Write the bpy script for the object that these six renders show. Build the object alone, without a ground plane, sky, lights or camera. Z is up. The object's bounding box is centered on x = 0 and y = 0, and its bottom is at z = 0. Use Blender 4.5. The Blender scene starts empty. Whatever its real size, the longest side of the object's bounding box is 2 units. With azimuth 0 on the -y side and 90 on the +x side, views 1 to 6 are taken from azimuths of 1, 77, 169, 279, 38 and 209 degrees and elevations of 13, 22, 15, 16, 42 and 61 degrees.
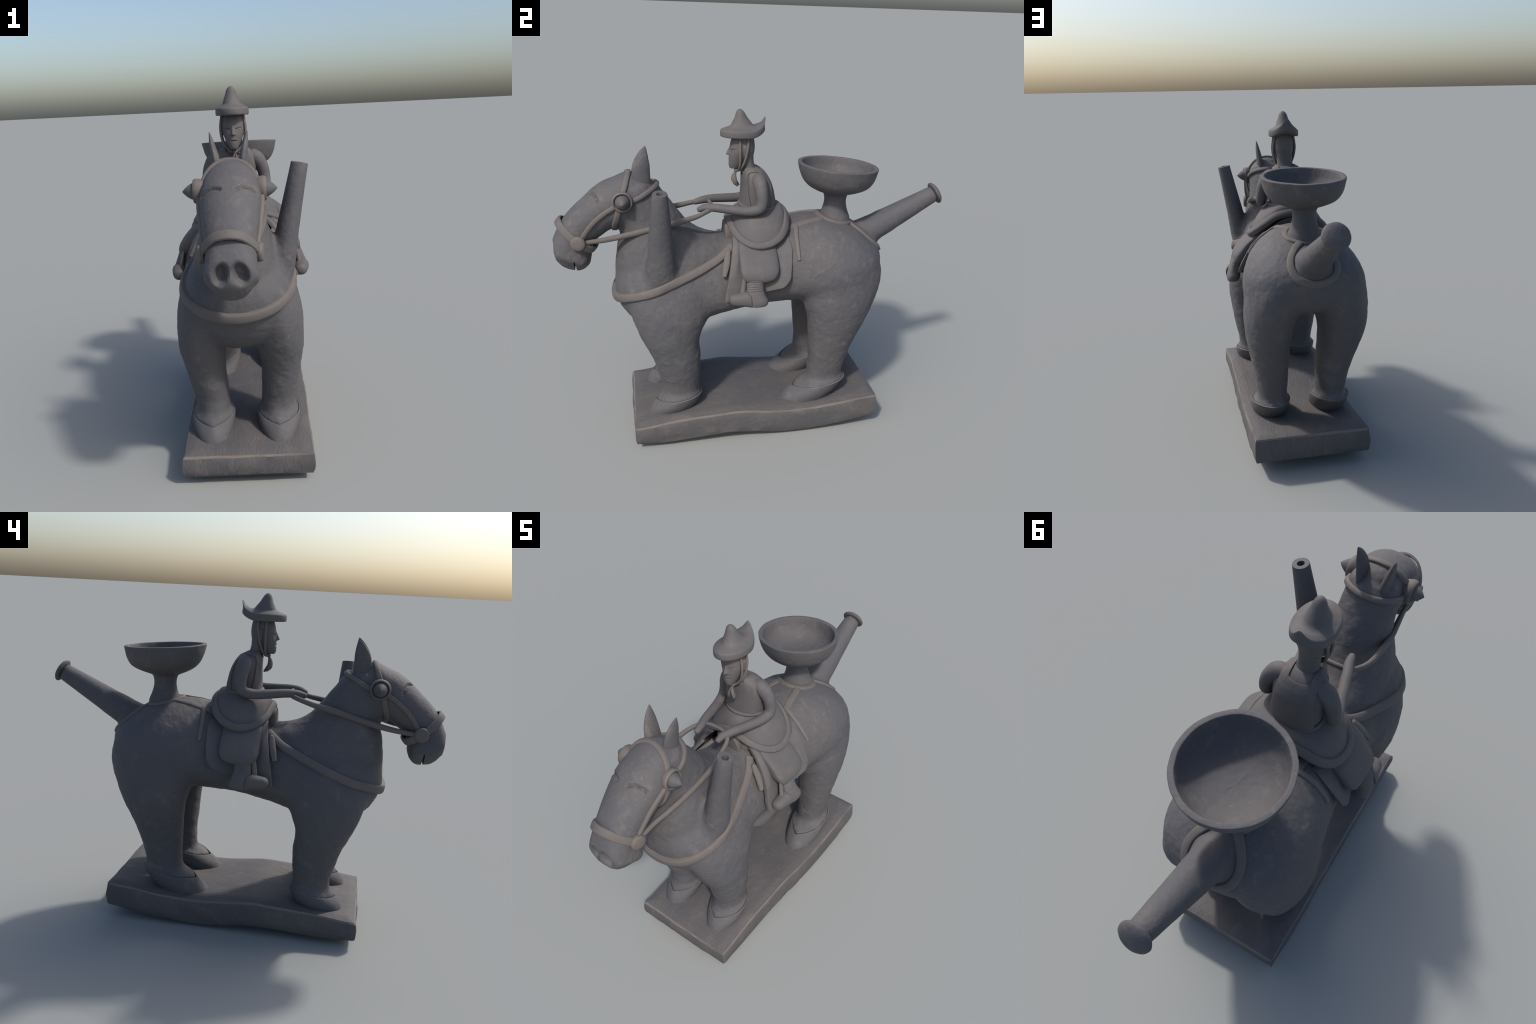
# Grey stoneware vessel: a rider on a harnessed horse standing on a slab.
import bpy, bmesh, math, random
import numpy as np
from mathutils import Vector, Matrix, noise
from mathutils.bvhtree import BVHTree

random.seed(7)
XC = 0.008                      # symmetry plane of horse and rider
PI = math.pi

# ------------------------------------------------------------------ materials
def clay(name, base, warm, light, patch=0.35, grain=1.0, bump=0.25, stretch=(1, 1, 1), wear=0.0):
    m = bpy.data.materials.new(name)
    m.use_nodes = True
    nt = m.node_tree
    N, L = nt.nodes, nt.links
    bsdf = N["Principled BSDF"]
    tc = N.new("ShaderNodeTexCoord")
    mp = N.new("ShaderNodeMapping")
    mp.inputs["Scale"].default_value = stretch
    L.new(tc.outputs["Object"], mp.inputs["Vector"])

    def noise_tex(scale, detail, rough=0.55):
        n = N.new("ShaderNodeTexNoise")
        n.inputs["Scale"].default_value = scale
        n.inputs["Detail"].default_value = detail
        n.inputs["Roughness"].default_value = rough
        L.new(mp.outputs["Vector"], n.inputs["Vector"])
        return n

    def ramp(src, a, b):
        r = N.new("ShaderNodeMapRange")
        r.interpolation_type = 'SMOOTHSTEP'
        r.inputs["From Min"].default_value = a
        r.inputs["From Max"].default_value = b
        L.new(src, r.inputs["Value"])
        return r.outputs["Result"]

    def mix(fac, ca, cb):
        x = N.new("ShaderNodeMix")
        x.data_type = 'RGBA'
        if isinstance(fac, float):
            x.inputs[0].default_value = fac
        else:
            L.new(fac, x.inputs[0])
        for sock, c in ((x.inputs[6], ca), (x.inputs[7], cb)):
            if isinstance(c, tuple):
                sock.default_value = c + (1,)
            else:
                L.new(c, sock)
        return x.outputs[2]

    def mul(a, k):
        x = N.new("ShaderNodeMath")
        x.operation = 'MULTIPLY'
        L.new(a, x.inputs[0])
        if isinstance(k, float):
            x.inputs[1].default_value = k
        else:
            L.new(k, x.inputs[1])
        return x.outputs[0]

    cloud = noise_tex(3.2, 4)
    blot = noise_tex(16.0, 5, 0.65)
    speck = noise_tex(75.0, 4, 0.6)
    # broad cool/warm drift, then buff patches, then small pale specks
    col = mix(ramp(cloud.outputs["Fac"], 0.38, 0.66), base, warm)
    col = mix(mul(ramp(blot.outputs["Fac"], 0.52, 0.74), patch), col, light)
    col = mix(mul(mul(ramp(speck.outputs["Fac"], 0.60, 0.74),
                      ramp(cloud.outputs["Fac"], 0.42, 0.62)), 0.55 * grain), col, light)
    dark = tuple(c * 0.78 for c in base)
    col = mix(mul(ramp(speck.outputs["Fac"], 0.44, 0.30), 0.35 * grain), col, dark)
    if wear:                                    # rubbed arrises show the buff clay
        geo = N.new("ShaderNodeNewGeometry")
        col = mix(mul(ramp(geo.outputs["Pointiness"], 0.53, 0.60), wear), col, light)
    L.new(col, bsdf.inputs["Base Color"])
    bsdf.inputs["Roughness"].default_value = 0.72
    bsdf.inputs["Specular IOR Level"].default_value = 0.35
    fine = noise_tex(42.0, 5, 0.6)
    bp = N.new("ShaderNodeBump")
    bp.inputs["Strength"].default_value = bump
    bp.inputs["Distance"].default_value = 0.006
    L.new(fine.outputs["Fac"], bp.inputs["Height"])
    L.new(bp.outputs["Normal"], bsdf.inputs["Normal"])
    return m

GREY = (0.078, 0.077, 0.085)
WARM = (0.087, 0.082, 0.085)
BUFF = (0.168, 0.148, 0.130)
M_BODY = clay("stoneware_body", GREY, WARM, BUFF, 0.34, 1.5, 0.55)
M_STRAP = clay("stoneware_strap", (0.104, 0.094, 0.090), (0.120, 0.105, 0.097), BUFF, 0.25, 0.7, 0.25, wear=.35)
M_RIDER = clay("stoneware_rider", (0.086, 0.082, 0.086), (0.098, 0.090, 0.089), BUFF, 0.25, 0.7, 0.22, wear=.45)
M_BASE = clay("stoneware_base", (0.079, 0.075, 0.080), (0.094, 0.086, 0.085), BUFF, 0.35, 1.1, 0.6, (2.2, 0.8, 1))
M_RIM = clay("stoneware_rimmed", GREY, WARM, BUFF, 0.34, 1.2, 0.45, wear=.45)
M_EDGE = clay("stoneware_worn_edge", (0.136, 0.118, 0.107), (0.150, 0.128, 0.114), (0.18, 0.152, 0.134), 0.3, 0.5, 0.15)
M_HOLE = clay("stoneware_dark", (0.06, 0.056, 0.058), (0.07, 0.062, 0.06), (0.08, 0.07, 0.065), 0.2, 0.4, 0.1)

# ------------------------------------------------------------------ helpers
def empty(name, loc=(0, 0, 0), parent=None):
    e = bpy.data.objects.new(name, None)
    e.location = loc
    bpy.context.scene.collection.objects.link(e)
    if parent:
        e.parent = parent
    return e

ROOT = empty("horse_rider_vessel")
ROOT["label"] = "grey stoneware vessel of a rider on a harnessed horse"
ROOT["category"] = "pottery figure"

def add_mesh(name, verts, faces, mat, parent=ROOT, angle=40.0):
    me = bpy.data.meshes.new(name)
    me.from_pydata([tuple(v) for v in verts], [], [tuple(f) for f in faces])
    bm = bmesh.new()
    bm.from_mesh(me)
    bmesh.ops.remove_doubles(bm, verts=bm.verts, dist=1e-6)
    bmesh.ops.recalc_face_normals(bm, faces=bm.faces)
    bm.to_mesh(me)
    bm.free()
    me.materials.append(mat)
    o = bpy.data.objects.new(name, me)
    bpy.context.scene.collection.objects.link(o)
    o.parent = parent
    me.shade_smooth()
    if angle < 180:
        me.set_sharp_from_angle(angle=math.radians(angle))
    return o

def loft(rings, cap0=True, cap1=True, closed=False):
    n = len(rings[0])
    V = [tuple(p) for r in rings for p in r]
    F = []
    R = len(rings)
    for i in range(R if closed else R - 1):
        j = (i + 1) % R
        for k in range(n):
            l = (k + 1) % n
            F.append((i * n + k, i * n + l, j * n + l, j * n + k))
    if not closed:
        for flag, i in ((cap0, 0), (cap1, R - 1)):
            if flag:
                c = np.mean(np.array(rings[i]), axis=0)
                V.append(tuple(c))
                for k in range(n):
                    F.append((i * n + k, i * n + (k + 1) % n, len(V) - 1))
    return V, F

def merge(*parts):
    V, F = [], []
    for v, f in parts:
        o = len(V)
        V += [tuple(p) for p in v]
        F += [tuple(i + o for i in q) for q in f]
    return V, F

def spow(c, e):
    return math.copysign(abs(c) ** e, c)

def spline(pts, n, closed=False):
    """Catmull-Rom through control points, resampled evenly to n points."""
    P = [np.array(p, float) for p in pts]
    m = len(P)
    out = []
    segs = m if closed else m - 1
    for i in range(segs):
        if closed:
            p0, p1, p2, p3 = P[i - 1], P[i], P[(i + 1) % m], P[(i + 2) % m]
        else:
            p1, p2 = P[i], P[i + 1]
            p0 = P[i - 1] if i else 2 * p1 - p2
            p3 = P[i + 2] if i + 2 < m else 2 * p2 - p1
        for t in np.linspace(0, 1, 24, endpoint=False):
            out.append(0.5 * (2 * p1 + (p2 - p0) * t + (2 * p0 - 5 * p1 + 4 * p2 - p3) * t * t
                              + (3 * p1 - p0 - 3 * p2 + p3) * t ** 3))
    out.append(P[0] if closed else P[-1])
    out = np.array(out)
    d = np.r_[0, np.cumsum(np.linalg.norm(np.diff(out[:, :3], axis=0), axis=1))]
    s = np.linspace(0, d[-1], n + 1 if closed else n)
    res = np.stack([np.interp(s, d, out[:, k]) for k in range(out.shape[1])], 1)
    return res[:-1] if closed else res

def smooth_table(rows, n):
    """Interpolate rows of numbers smoothly into n rows (first column drives nothing)."""
    P = np.array(rows, float)
    m = len(P)
    t = np.linspace(0, m - 1, n)
    res = []
    for x in t:
        i = min(int(x), m - 2)
        f = x - i
        p1, p2 = P[i], P[i + 1]
        p0 = P[i - 1] if i else 2 * p1 - p2
        p3 = P[i + 2] if i + 2 < m else 2 * p2 - p1
        res.append(0.5 * (2 * p1 + (p2 - p0) * f + (2 * p0 - 5 * p1 + 4 * p2 - p3) * f * f
                          + (3 * p1 - p0 - 3 * p2 + p3) * f ** 3))
    return np.array(res)

def interp(x, xs, ys):
    return float(np.interp(x, xs, ys))

def unit(v):
    v = np.array(v, float)
    return v / (np.linalg.norm(v) + 1e-12)

def tube(path, radius, sides=16, flat=1.0, up=(0, 0, 1), closed=False, round_ends=True):
    """Tube along sampled path; radius scalar or list; flat squeezes it along 'up'."""
    P = np.array(path, float)[:, :3]
    n = len(P)
    r = np.full(n, radius) if np.isscalar(radius) else np.interp(np.linspace(0, 1, n), np.linspace(0, 1, len(radius)), radius)
    T = np.array([unit(P[(i + 1) % n] - P[i - 1]) if closed else unit(P[min(i + 1, n - 1)] - P[max(i - 1, 0)]) for i in range(n)])
    u = unit(np.array(up) - T[0] * np.dot(up, T[0]))
    rings = []
    for i in range(n):
        u = unit(u - T[i] * np.dot(u, T[i]))
        b = np.cross(T[i], u)
        rings.append([P[i] + r[i] * (math.cos(a) * b + flat * math.sin(a) * u)
                      for a in np.linspace(0, 2 * PI, sides, endpoint=False)])
    if round_ends and not closed:
        def dome(ring, c, t, rad):
            res = []
            for q in (0.35, 0.65, 0.87):
                s = math.sqrt(1 - q * q)
                res.append([c + (np.array(p) - c) * s + t * rad * q for p in ring])
            return res
        end = dome(rings[-1], P[-1], T[-1], r[-1])
        beg = dome(rings[0], P[0], -T[0], r[0])
        rings = beg[::-1] + rings + end
    return loft(rings, closed=closed)

def revolve(profile, n=48, origin=(0, 0, 0), axis=(0, 0, 1), wob=0.0, seed=0.0):
    """Turn a closed (r, h) profile about an axis, with slight hand-made wobble."""
    q = Vector((0, 0, 1)).rotation_difference(Vector(axis)).to_matrix()
    rings = []
    for r, h in profile:
        ring = []
        for k in range(n):
            a = 2 * PI * k / n
            rr = max(r, 1e-4)
            if wob:
                rr *= 1 + wob * noise.noise((2 * math.cos(a), 2 * math.sin(a), h * 12 + seed))
            v = q @ Vector((rr * math.cos(a), rr * math.sin(a), h))
            ring.append((v.x + origin[0], v.y + origin[1], v.z + origin[2]))
        rings.append(ring)
    return loft(rings)

def apply_mod(o, kind, **kw):
    m = o.modifiers.new(kind.lower(), kind)
    for k, v in kw.items():
        setattr(m, k, v)
    dg = bpy.context.evaluated_depsgraph_get()
    me = bpy.data.meshes.new_from_object(o.evaluated_get(dg))
    o.modifiers.clear()
    old = o.data
    name = old.name
    o.data = me
    bpy.data.meshes.remove(old)
    me.name = name
    return me

def mesh_arrays(me):
    V = np.empty(len(me.vertices) * 3)
    me.vertices.foreach_get("co", V)
    E = np.empty(len(me.edges) * 2, int)
    me.edges.foreach_get("vertices", E)
    return V.reshape(-1, 3), E.reshape(-1, 2)

def vert_normals(me):
    n = np.empty(len(me.vertices) * 3)
    me.vertex_normals.foreach_get("vector", n)
    return n.reshape(-1, 3)

def laplace(V, E):
    S = np.zeros_like(V)
    c = np.bincount(E.ravel(), minlength=len(V)).astype(float)
    for k in range(3):
        S[:, k] = np.bincount(E[:, 0], V[E[:, 1], k], len(V)) + np.bincount(E[:, 1], V[E[:, 0], k], len(V))
    return S / c[:, None] - V

def smoothstep(a, b, x):
    t = np.clip((x - a) / (b - a), 0, 1)
    return t * t * (3 - 2 * t)

def clay_noise(V, scale, amp, seed=0.0):
    out = np.empty(len(V))
    for i, p in enumerate(V):
        out[i] = noise.noise((p[0] * scale + seed, p[1] * scale, p[2] * scale))
    return out * amp

# ------------------------------------------------------------------ slab
SLAB_Y = [-0.65, -0.45, -0.235, -0.11, 0.035, 0.165, 0.36, 0.62]
SLAB_TOP = [0.126, 0.152, 0.166, 0.173, 0.154, 0.144, 0.156, 0.187]
SLAB_BY = [-0.65, -0.52, -0.27, -0.13, 0.07, 0.17, 0.29, 0.43, 0.625]
SLAB_BOT = [0.036, 0.027, 0.041, 0.045, 0.019, 0.015, 0.019, 0.032, 0.067]

def curve_at(xs, ys, x):
    """Smooth (cosine-eased average) interpolation of a profile."""
    return (np.interp(x - 0.05, xs, ys) + 2 * np.interp(x, xs, ys) + np.interp(x + 0.05, xs, ys)) / 4

def slab_top(y):
    return float(curve_at(SLAB_Y, SLAB_TOP, y)) + 0.013

def build_slab():
    nx, ny = 40, 92
    xl, xr = -0.256, 0.302
    y0, y1 = -0.653, 0.627
    bev = 0.0035
    def side_shift(y, z, s):
        return 0.007 * noise.noise((s * 3.1, y * 3.0, z * 6)) + 0.0045 * noise.noise((s, y * 11, z * 16)) + 0.002 * noise.noise((s, y * 34, z * 40))
    def pt(i, j, layer):
        # layer: 0 bottom, 1 lower edge, 2 mid wall, 3 upper edge below chamfer, 4 top
        u, v = i / nx, j / ny
        x = xl + (xr - xl) * u
        y = y0 + (y1 - y0) * v
        return x, y
    def top_z(x, y):
        e = min(x - xl, xr - x, y - y0, y1 - y)
        return slab_top(y) - 0.013 * (1 - smoothstep(-0.02, 0.05, e)) + 0.0022 * noise.noise((x * 9, y * 9, 1)) + 0.001 * noise.noise((x * 30, y * 22, 4))
    def bot_z(x, y):
        u = abs((x - 0.023) / 0.276)
        v = abs((y + 0.013) / 0.636)
        d = max(0.0, (1 - u ** 4) * (1 - v ** 6))
        return max(0.0, float(curve_at(SLAB_BY, SLAB_BOT, y)) - 0.019 * d)
    V, F, mats = [], [], []
    grid = {}
    def vert(p):
        V.append(p)
        return len(V) - 1
    per = []
    for i in range(nx): per.append((i, 0))
    for j in range(ny): per.append((nx, j))
    for i in range(nx, 0, -1): per.append((i, ny))
    for j in range(ny, 0, -1): per.append((0, j))
    # top surface (inset by the chamfer)
    top = {}
    bot = {}
    for i in range(nx + 1):
        for j in range(ny + 1):
            x, y = pt(i, j, 0)
            sx = (1 if i == nx else -1 if i == 0 else 0)
            sy = (1 if j == ny else -1 if j == 0 else 0)
            ed = 0.004 * noise.noise((x * 4, y * 4, 9))
            xt, yt = x - sx * (bev - ed), y - sy * (bev - ed)
            top[i, j] = vert((xt, yt, top_z(xt, yt)))
            xb, yb = x - sx * 0.004, y - sy * 0.004
            bot[i, j] = vert((xb, yb, bot_z(x, y)))
    rows = []
    for t in (0.93, 0.72, 0.5, 0.28, 0.10):
        row = []
        for (i, j) in per:
            x, y = pt(i, j, 0)
            zt, zb = top_z(x, y), bot_z(x, y)
            sx = (1 if i == nx else -1 if i == 0 else 0)
            sy = (1 if j == ny else -1 if j == 0 else 0)
            z = zb + (zt - zb) * t
            bulge = 0.006 * math.sin(PI * t) + side_shift(x + y, z, 2.0 * sx + sy)
            row.append(vert((x + sx * bulge, y + sy * bulge, z)))
        rows.append(row)
    for i in range(nx):
        for j in range(ny):
            F.append((top[i, j], top[i + 1, j], top[i + 1, j + 1], top[i, j + 1])); mats.append(0)
            F.append((bot[i, j], bot[i, j + 1], bot[i + 1, j + 1], bot[i + 1, j])); mats.append(0)
    loops = [[top[p] for p in per]] + rows + [[bot[p] for p in per]]
    n = len(per)
    for r in range(len(loops) - 1):
        for k in range(n):
            l = (k + 1) % n
            F.append((loops[r][k], loops[r + 1][k], loops[r + 1][l], loops[r][l]))
            mats.append(1 if r == 0 else 0)
    o = add_mesh("slab_base", V, F, M_BASE, angle=30)
    o.data.materials.append(M_EDGE)
    # chamfer strip faces carry the worn edge material
    for p in o.data.polygons:
        zc = p.center
        if abs(p.normal.z) < 0.93 and p.area < 4e-4 and zc.z > slab_top(zc.y) - 0.022 and min(zc.x - -0.256, 0.302 - zc.x, zc.y + 0.653, 0.627 - zc.y) < 0.006:
            p.material_index = 1
    return o

build_slab()

# ------------------------------------------------------------------ horse body
def trunk():
    #        y     top    bottom  widest-z half-width
    rows = [(.658, .958, .905, .930, .015), (.648, .976, .868, .926, .088), (.624, 1.000, .825, .918, .160),
            (.588, 1.033, .790, .906, .222), (.530, 1.074, .764, .890, .268), (.452, 1.113, .740, .877, .292),
            (.360, 1.138, .715, .867, .297), (.260, 1.140, .698, .862, .280), (.150, 1.125, .690, .855, .256),
            (.020, 1.100, .685, .820, .234), (-.090, 1.075, .668, .790, .226), (-.190, 1.055, .645, .775, .226),
            (-.290, 1.055, .612, .765, .230), (-.400, 1.060, .580, .765, .242), (-.500, 1.045, .568, .780, .242),
            (-.590, 1.005, .595, .800, .220), (-.655, .960, .650, .805, .180), (-.697, .905, .712, .808, .122),
            (-.717, .850, .765, .808, .050)]
    rings = []
    for y, t, b, c, w in smooth_table(rows, 70):
        rings.append([(XC + .003 + w * math.cos(a) * (1 - .10 * max(0.0, -math.sin(a)) ** 2 - (.06 * smoothstep(.05, -.12, y) + .02) * max(0.0, math.sin(a)) ** 2), y, c + ((t - c) if math.sin(a) > 0 else (c - b)) * math.sin(a))
                      for a in np.linspace(0, 2 * PI, 64, endpoint=False)])
    return loft(rings)

def cross_loft(rows, n, expo, sides=56, expo_end=None):
    """Sections given by a front/top point, a back/bottom point (y, z) and a half-width."""
    rings = []
    e0, e1 = expo, expo if expo_end is None else expo_end
    for i, (fy, fz, by, bz, w) in enumerate(smooth_table(rows, n)):
        expo = e0 + (e1 - e0) * smoothstep(.5, .75, i / n)
        f, b = np.array([fy, fz]), np.array([by, bz])
        c, d = (f + b) / 2, (f - b) / 2
        ring = []
        for a in np.linspace(0, 2 * PI, sides, endpoint=False):
            p = c + d * spow(math.sin(a), expo)
            ring.append((XC + .003 + w * spow(math.cos(a), expo), p[0], p[1]))
        rings.append(ring)
    return loft(rings)

NECK = [(-.714, .76, -.150, 1.045, .190), (-.713, .90, -.265, 1.070, .178),
        (-.699, 1.01, -.345, 1.122, .149), (-.681, 1.09, -.405, 1.196, .124),
        (-.690, 1.16, -.450, 1.256, .114), (-.710, 1.22, -.492, 1.316, .111),
        (-.690, 1.29, -.535, 1.352, .100)]
HEAD = [(-.535, 1.335, -.560, 1.170, .060), (-.570, 1.370, -.600, 1.125, .100),
        (-.640, 1.381, -.660, 1.108, .114), (-.700, 1.357, -.705, 1.111, .119),
        (-.752, 1.337, -.736, 1.100, .118), (-.803, 1.301, -.757, 1.084, .113),
        (-.856, 1.253, -.782, 1.066, .108), (-.902, 1.211, -.800, 1.049, .101),
        (-.942, 1.166, -.814, 1.023, .095), (-.978, 1.105, -.821, .992, .093),
        (-.999, 1.052, -.823, .966, .097), (-1.002, 1.014, -.831, .940, .098),
        (-.992, .972, -.842, .924, .074), (-.971, .937, -.857, .907, .052),
        (-.945, .911, -.880, .900, .030)]

FORE = [(.95, -.58, -.27, .010, .190), (.88, -.635, -.24, .010, .240), (.80, -.650, -.235, .015, .268), (.74, -.652, -.242, .025, .281), (.69, -.645, -.260, .038, .286),
        (.62, -.620, -.298, .062, .286), (.55, -.590, -.318, .078, .283), (.47, -.553, -.311, .092, .272),
        (.38, -.527, -.313, .092, .258), (.31, -.508, -.316, .089, .242), (.265, -.506, -.318, .085, .238)]
HIND = [(1.0, .240, .515, .010, .235), (.93, .215, .618, .012, .280), (.86, .205, .634, .022, .298), (.80, .210, .625, .038, .306), (.72, .222, .597, .060, .311),
        (.64, .243, .564, .080, .305), (.56, .254, .528, .087, .291), (.47, .260, .496, .091, .273),
        (.38, .267, .471, .094, .257), (.31, .266, .456, .098, .247), (.28, .262, .455, .098, .243)]

def hoof_plan(a, y_toe, y_heel, hw, point):
    """Plan outline, a = 0 at the toe: rounded heel, pointed toe by 'point'."""
    a = (a + PI) % (2 * PI) - PI
    tri = 1 - 2 * abs(a) / PI
    c = math.cos(a)
    if c > 0:
        c = (1 - point) * c + point * tri
    yc, ly = (y_toe + y_heel) / 2, (y_heel - y_toe) / 2
    return hw * math.sin(a), yc - ly * c

def leg_and_hoof(rows, cx, foot, mirror_mid, front_pow):
    """rows are for the +x leg; mirror_mid None keeps it, else mirrors about that x."""
    def mx(x):
        return x if mirror_mid is None else 2 * mirror_mid - x
    A = np.linspace(0, 2 * PI, 48, endpoint=False)
    rings = []
    for z, y0, y1, x0, x1 in smooth_table(rows, 40):
        rings.append([(mx((x0 + x1) / 2 + (x1 - x0) / 2 * spow(math.sin(a), .90)),
                       (y0 + y1) / 2 - (y1 - y0) / 2 * spow(math.cos(a), front_pow if math.cos(a) > 0 else 1.0), z) for a in A])
    last = np.array(rings[-1])
    def rim_z(a):
        a = abs((a + PI) % (2 * PI) - PI)
        return foot["rim_toe"] + (foot["rim_heel"] - foot["rim_toe"]) * smoothstep(0, 1, a / PI) + 0.010 * math.sin(a)
    rim = []
    for a in A:
        x, y = hoof_plan(a, foot["y_rt"], foot["y_rh"], foot["rim_w"], .55)
        rim.append((mx(cx + x), y, rim_z(a)))
    rim = np.array(rim)
    for t in (.25, .5, .75, .93):
        e = t ** 1.7
        r = last * (1 - e) + rim * e
        r[:, 2] = last[:, 2] * (1 - t) + (rim[:, 2] + .004) * t
        rings.append(r)
    low = rim.copy()
    cen = rim.mean(axis=0)
    low[:, :2] = cen[:2] + (low[:, :2] - cen[:2]) * .86
    low[:, 2] -= .030
    rings.append(low)
    leg = loft(rings)
    # hoof wall from the sole to the crisp coronet rim
    hr = []
    sole = []
    for a in A:
        x, y = hoof_plan(a, foot["y_st"], foot["y_sh"], foot["sole_w"], .12)
        aw = abs((a + PI) % (2 * PI) - PI)
        y += .006 * math.exp(-(aw / .13) ** 2)
        sole.append((mx(cx + x), y, slab_top(y) - .004))
    sole = np.array(sole)
    buried = sole.copy()
    buried[:, 2] -= .012
    hr.append(buried)
    lift = np.array([0, 0, .006])
    for t in (0, .12, .35, .6, .82, .95, 1.0):
        r = sole * (1 - t) + rim * t
        bul = .006 * math.sin(PI * t)
        d = r - r.mean(axis=0)
        d[:, 2] = 0
        r = r + d / (np.linalg.norm(d, axis=1)[:, None] + 1e-9) * bul
        hr.append(r)
    inn = rim.copy()
    inn[:, :2] = cen[:2] + (inn[:, :2] - cen[:2]) * .965
    inn[:, 2] += .0035
    hr.append(inn)
    inn2 = inn.copy()
    inn2[:, :2] = cen[:2] + (inn2[:, :2] - cen[:2]) * .93
    inn2[:, 2] -= .012
    hr.append(inn2)
    return leg, loft(hr)

FOOT_F = dict(rim_toe=.205, rim_heel=.240, y_rt=-.546, y_rh=-.304, rim_w=.097, y_st=-.584, y_sh=-.338, sole_w=.080)
FOOT_H = dict(rim_toe=.219, rim_heel=.266, y_rt=.176, y_rh=.477, rim_w=.098, y_st=.118, y_sh=.396, sole_w=.086)

legs = []
hooves = []
for rows, cx, foot, mid in ((FORE, .163, FOOT_F, None), (FORE, .163, FOOT_F, .0145),
                            (HIND, .175, FOOT_H, None), (HIND, .175, FOOT_H, .021)):
    # upper part of the mirrored legs keeps to the body's own symmetry plane
    if mid is not None:
        r2 = []
        for (z, y0, y1, x0, x1) in rows:
            k = smoothstep(.35, .7, z)
            sh = 2 * (mid - XC) * (1 - k) * 0 + 2 * k * (mid - XC)
            slim = .006 * smoothstep(.55, .68, z) if foot is FOOT_F else 0.0   # near-side shoulder is leaner
            r2.append((z, y0, y1, x0 + sh, x1 + sh - slim))
        rows = r2
    l, h = leg_and_hoof(rows, cx, foot, mid, .96 if foot is FOOT_F else .82)
    legs.append(l)
    hooves.append(h)

# tail spout (behind) and pouring spout (on the chest) grow out of the same clay wall
TAIL_A, TAIL_D = np.array([XC + .001, .617, 1.041]), unit((.002, .323, .1750))
SPOUT_AT = lambda z: np.array([.205 + (z - .96) * .2145, -.499, z])

def tail_tube():
    side = np.array([1.0, 0, 0])
    up = np.cross(TAIL_D, side)
    rings = []
    for t, r in ((-.16, .085), (-.05, .080), (0, .0735), (.06, .069), (.2, .058), (.390, .044)):
        c = TAIL_A + TAIL_D * t
        rings.append([c + r * (math.cos(a) * side + math.sin(a) * up) for a in np.linspace(0, 2 * PI, 40, endpoint=False)])
    return loft(rings)

def spout_tube():
    rings = []
    for z, rx, ry in ((.88, .066, .078), (.95, .060, .070), (1.0, .055, .065), (1.09, .047, .0575), (1.147, .0435, .053), (1.23, .039, .045), (1.262, .0375, .0415)):
        c = SPOUT_AT(z)
        rings.append([(c[0] + rx * math.cos(a), c[1] + ry * math.sin(a), z - .21 * rx * math.cos(a) * smoothstep(1.0, 1.3, z)) for a in np.linspace(0, 2 * PI, 36, endpoint=False)])
    return loft(rings)

body = add_mesh("horse_body_source", *merge(tail_tube(), spout_tube(), trunk(), cross_loft(NECK, 40, 1.0), cross_loft(HEAD, 70, .94, expo_end=.62), *legs), M_BODY, angle=180)
apply_mod(body, 'REMESH', mode='VOXEL', voxel_size=.0068)
V, E = mesh_arrays(body.data)
# soften: light smoothing everywhere, generous fillets in the concave junctions
for it in range(60):
    Lp = laplace(V, E)
    if it % 6 == 0:
        body.data.vertices.foreach_set("co", V.ravel())
        body.data.update()
        Nrm = vert_normals(body.data)
    conc = (Lp * Nrm).sum(1)
    w = smoothstep(0.0, .00025, conc) * .6
    w[V[:, 2] < .28] *= .25
    if it < 8:
        w = np.maximum(w, .45)
    # haunches and shoulders run into the barrel without a crease
    haunch = smoothstep(.08, .22, V[:, 1]) * smoothstep(.58, .68, V[:, 2]) * smoothstep(1.02, .92, V[:, 2]) * smoothstep(.12, .20, np.abs(V[:, 0] - XC))
    shoulder = smoothstep(-.16, -.26, V[:, 1]) * smoothstep(-.70, -.62, V[:, 1]) * smoothstep(.60, .70, V[:, 2]) * smoothstep(.96, .90, V[:, 2]) * smoothstep(.08, .16, np.abs(V[:, 0] - XC))
    w *= 1 - .6 * smoothstep(.75, .68, V[:, 2]) * smoothstep(.16, .10, np.abs(V[:, 0] - XC))
    w = np.maximum(w, .45 * np.maximum(haunch, shoulder))
    V = V + Lp * w[:, None]
body.data.vertices.foreach_set("co", V.ravel())
body.data.update()

# --- relief worked into the clay: nostrils, brow grooves, paddled surface
def groove(V, path, facing, width, depth, lip=0.0):
    """Press a smooth furrow along a path, measured in the plane the tool faces."""
    P = spline(path, 60)
    n = unit(facing)
    idx = np.where(((V > P.min(0) - .04) & (V < P.max(0) + .04)).all(1))[0]
    D = V[idx, None, :] - P[None]
    D = D - (D @ n)[..., None] * n
    d = np.linalg.norm(D, axis=2).min(1)
    f = -depth * np.exp(-(d / width) ** 2) + lip * np.exp(-((d - 2.0 * width) / (.7 * width)) ** 2)
    V = V.copy()
    V[idx] += f[:, None] * n
    return V

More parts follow.
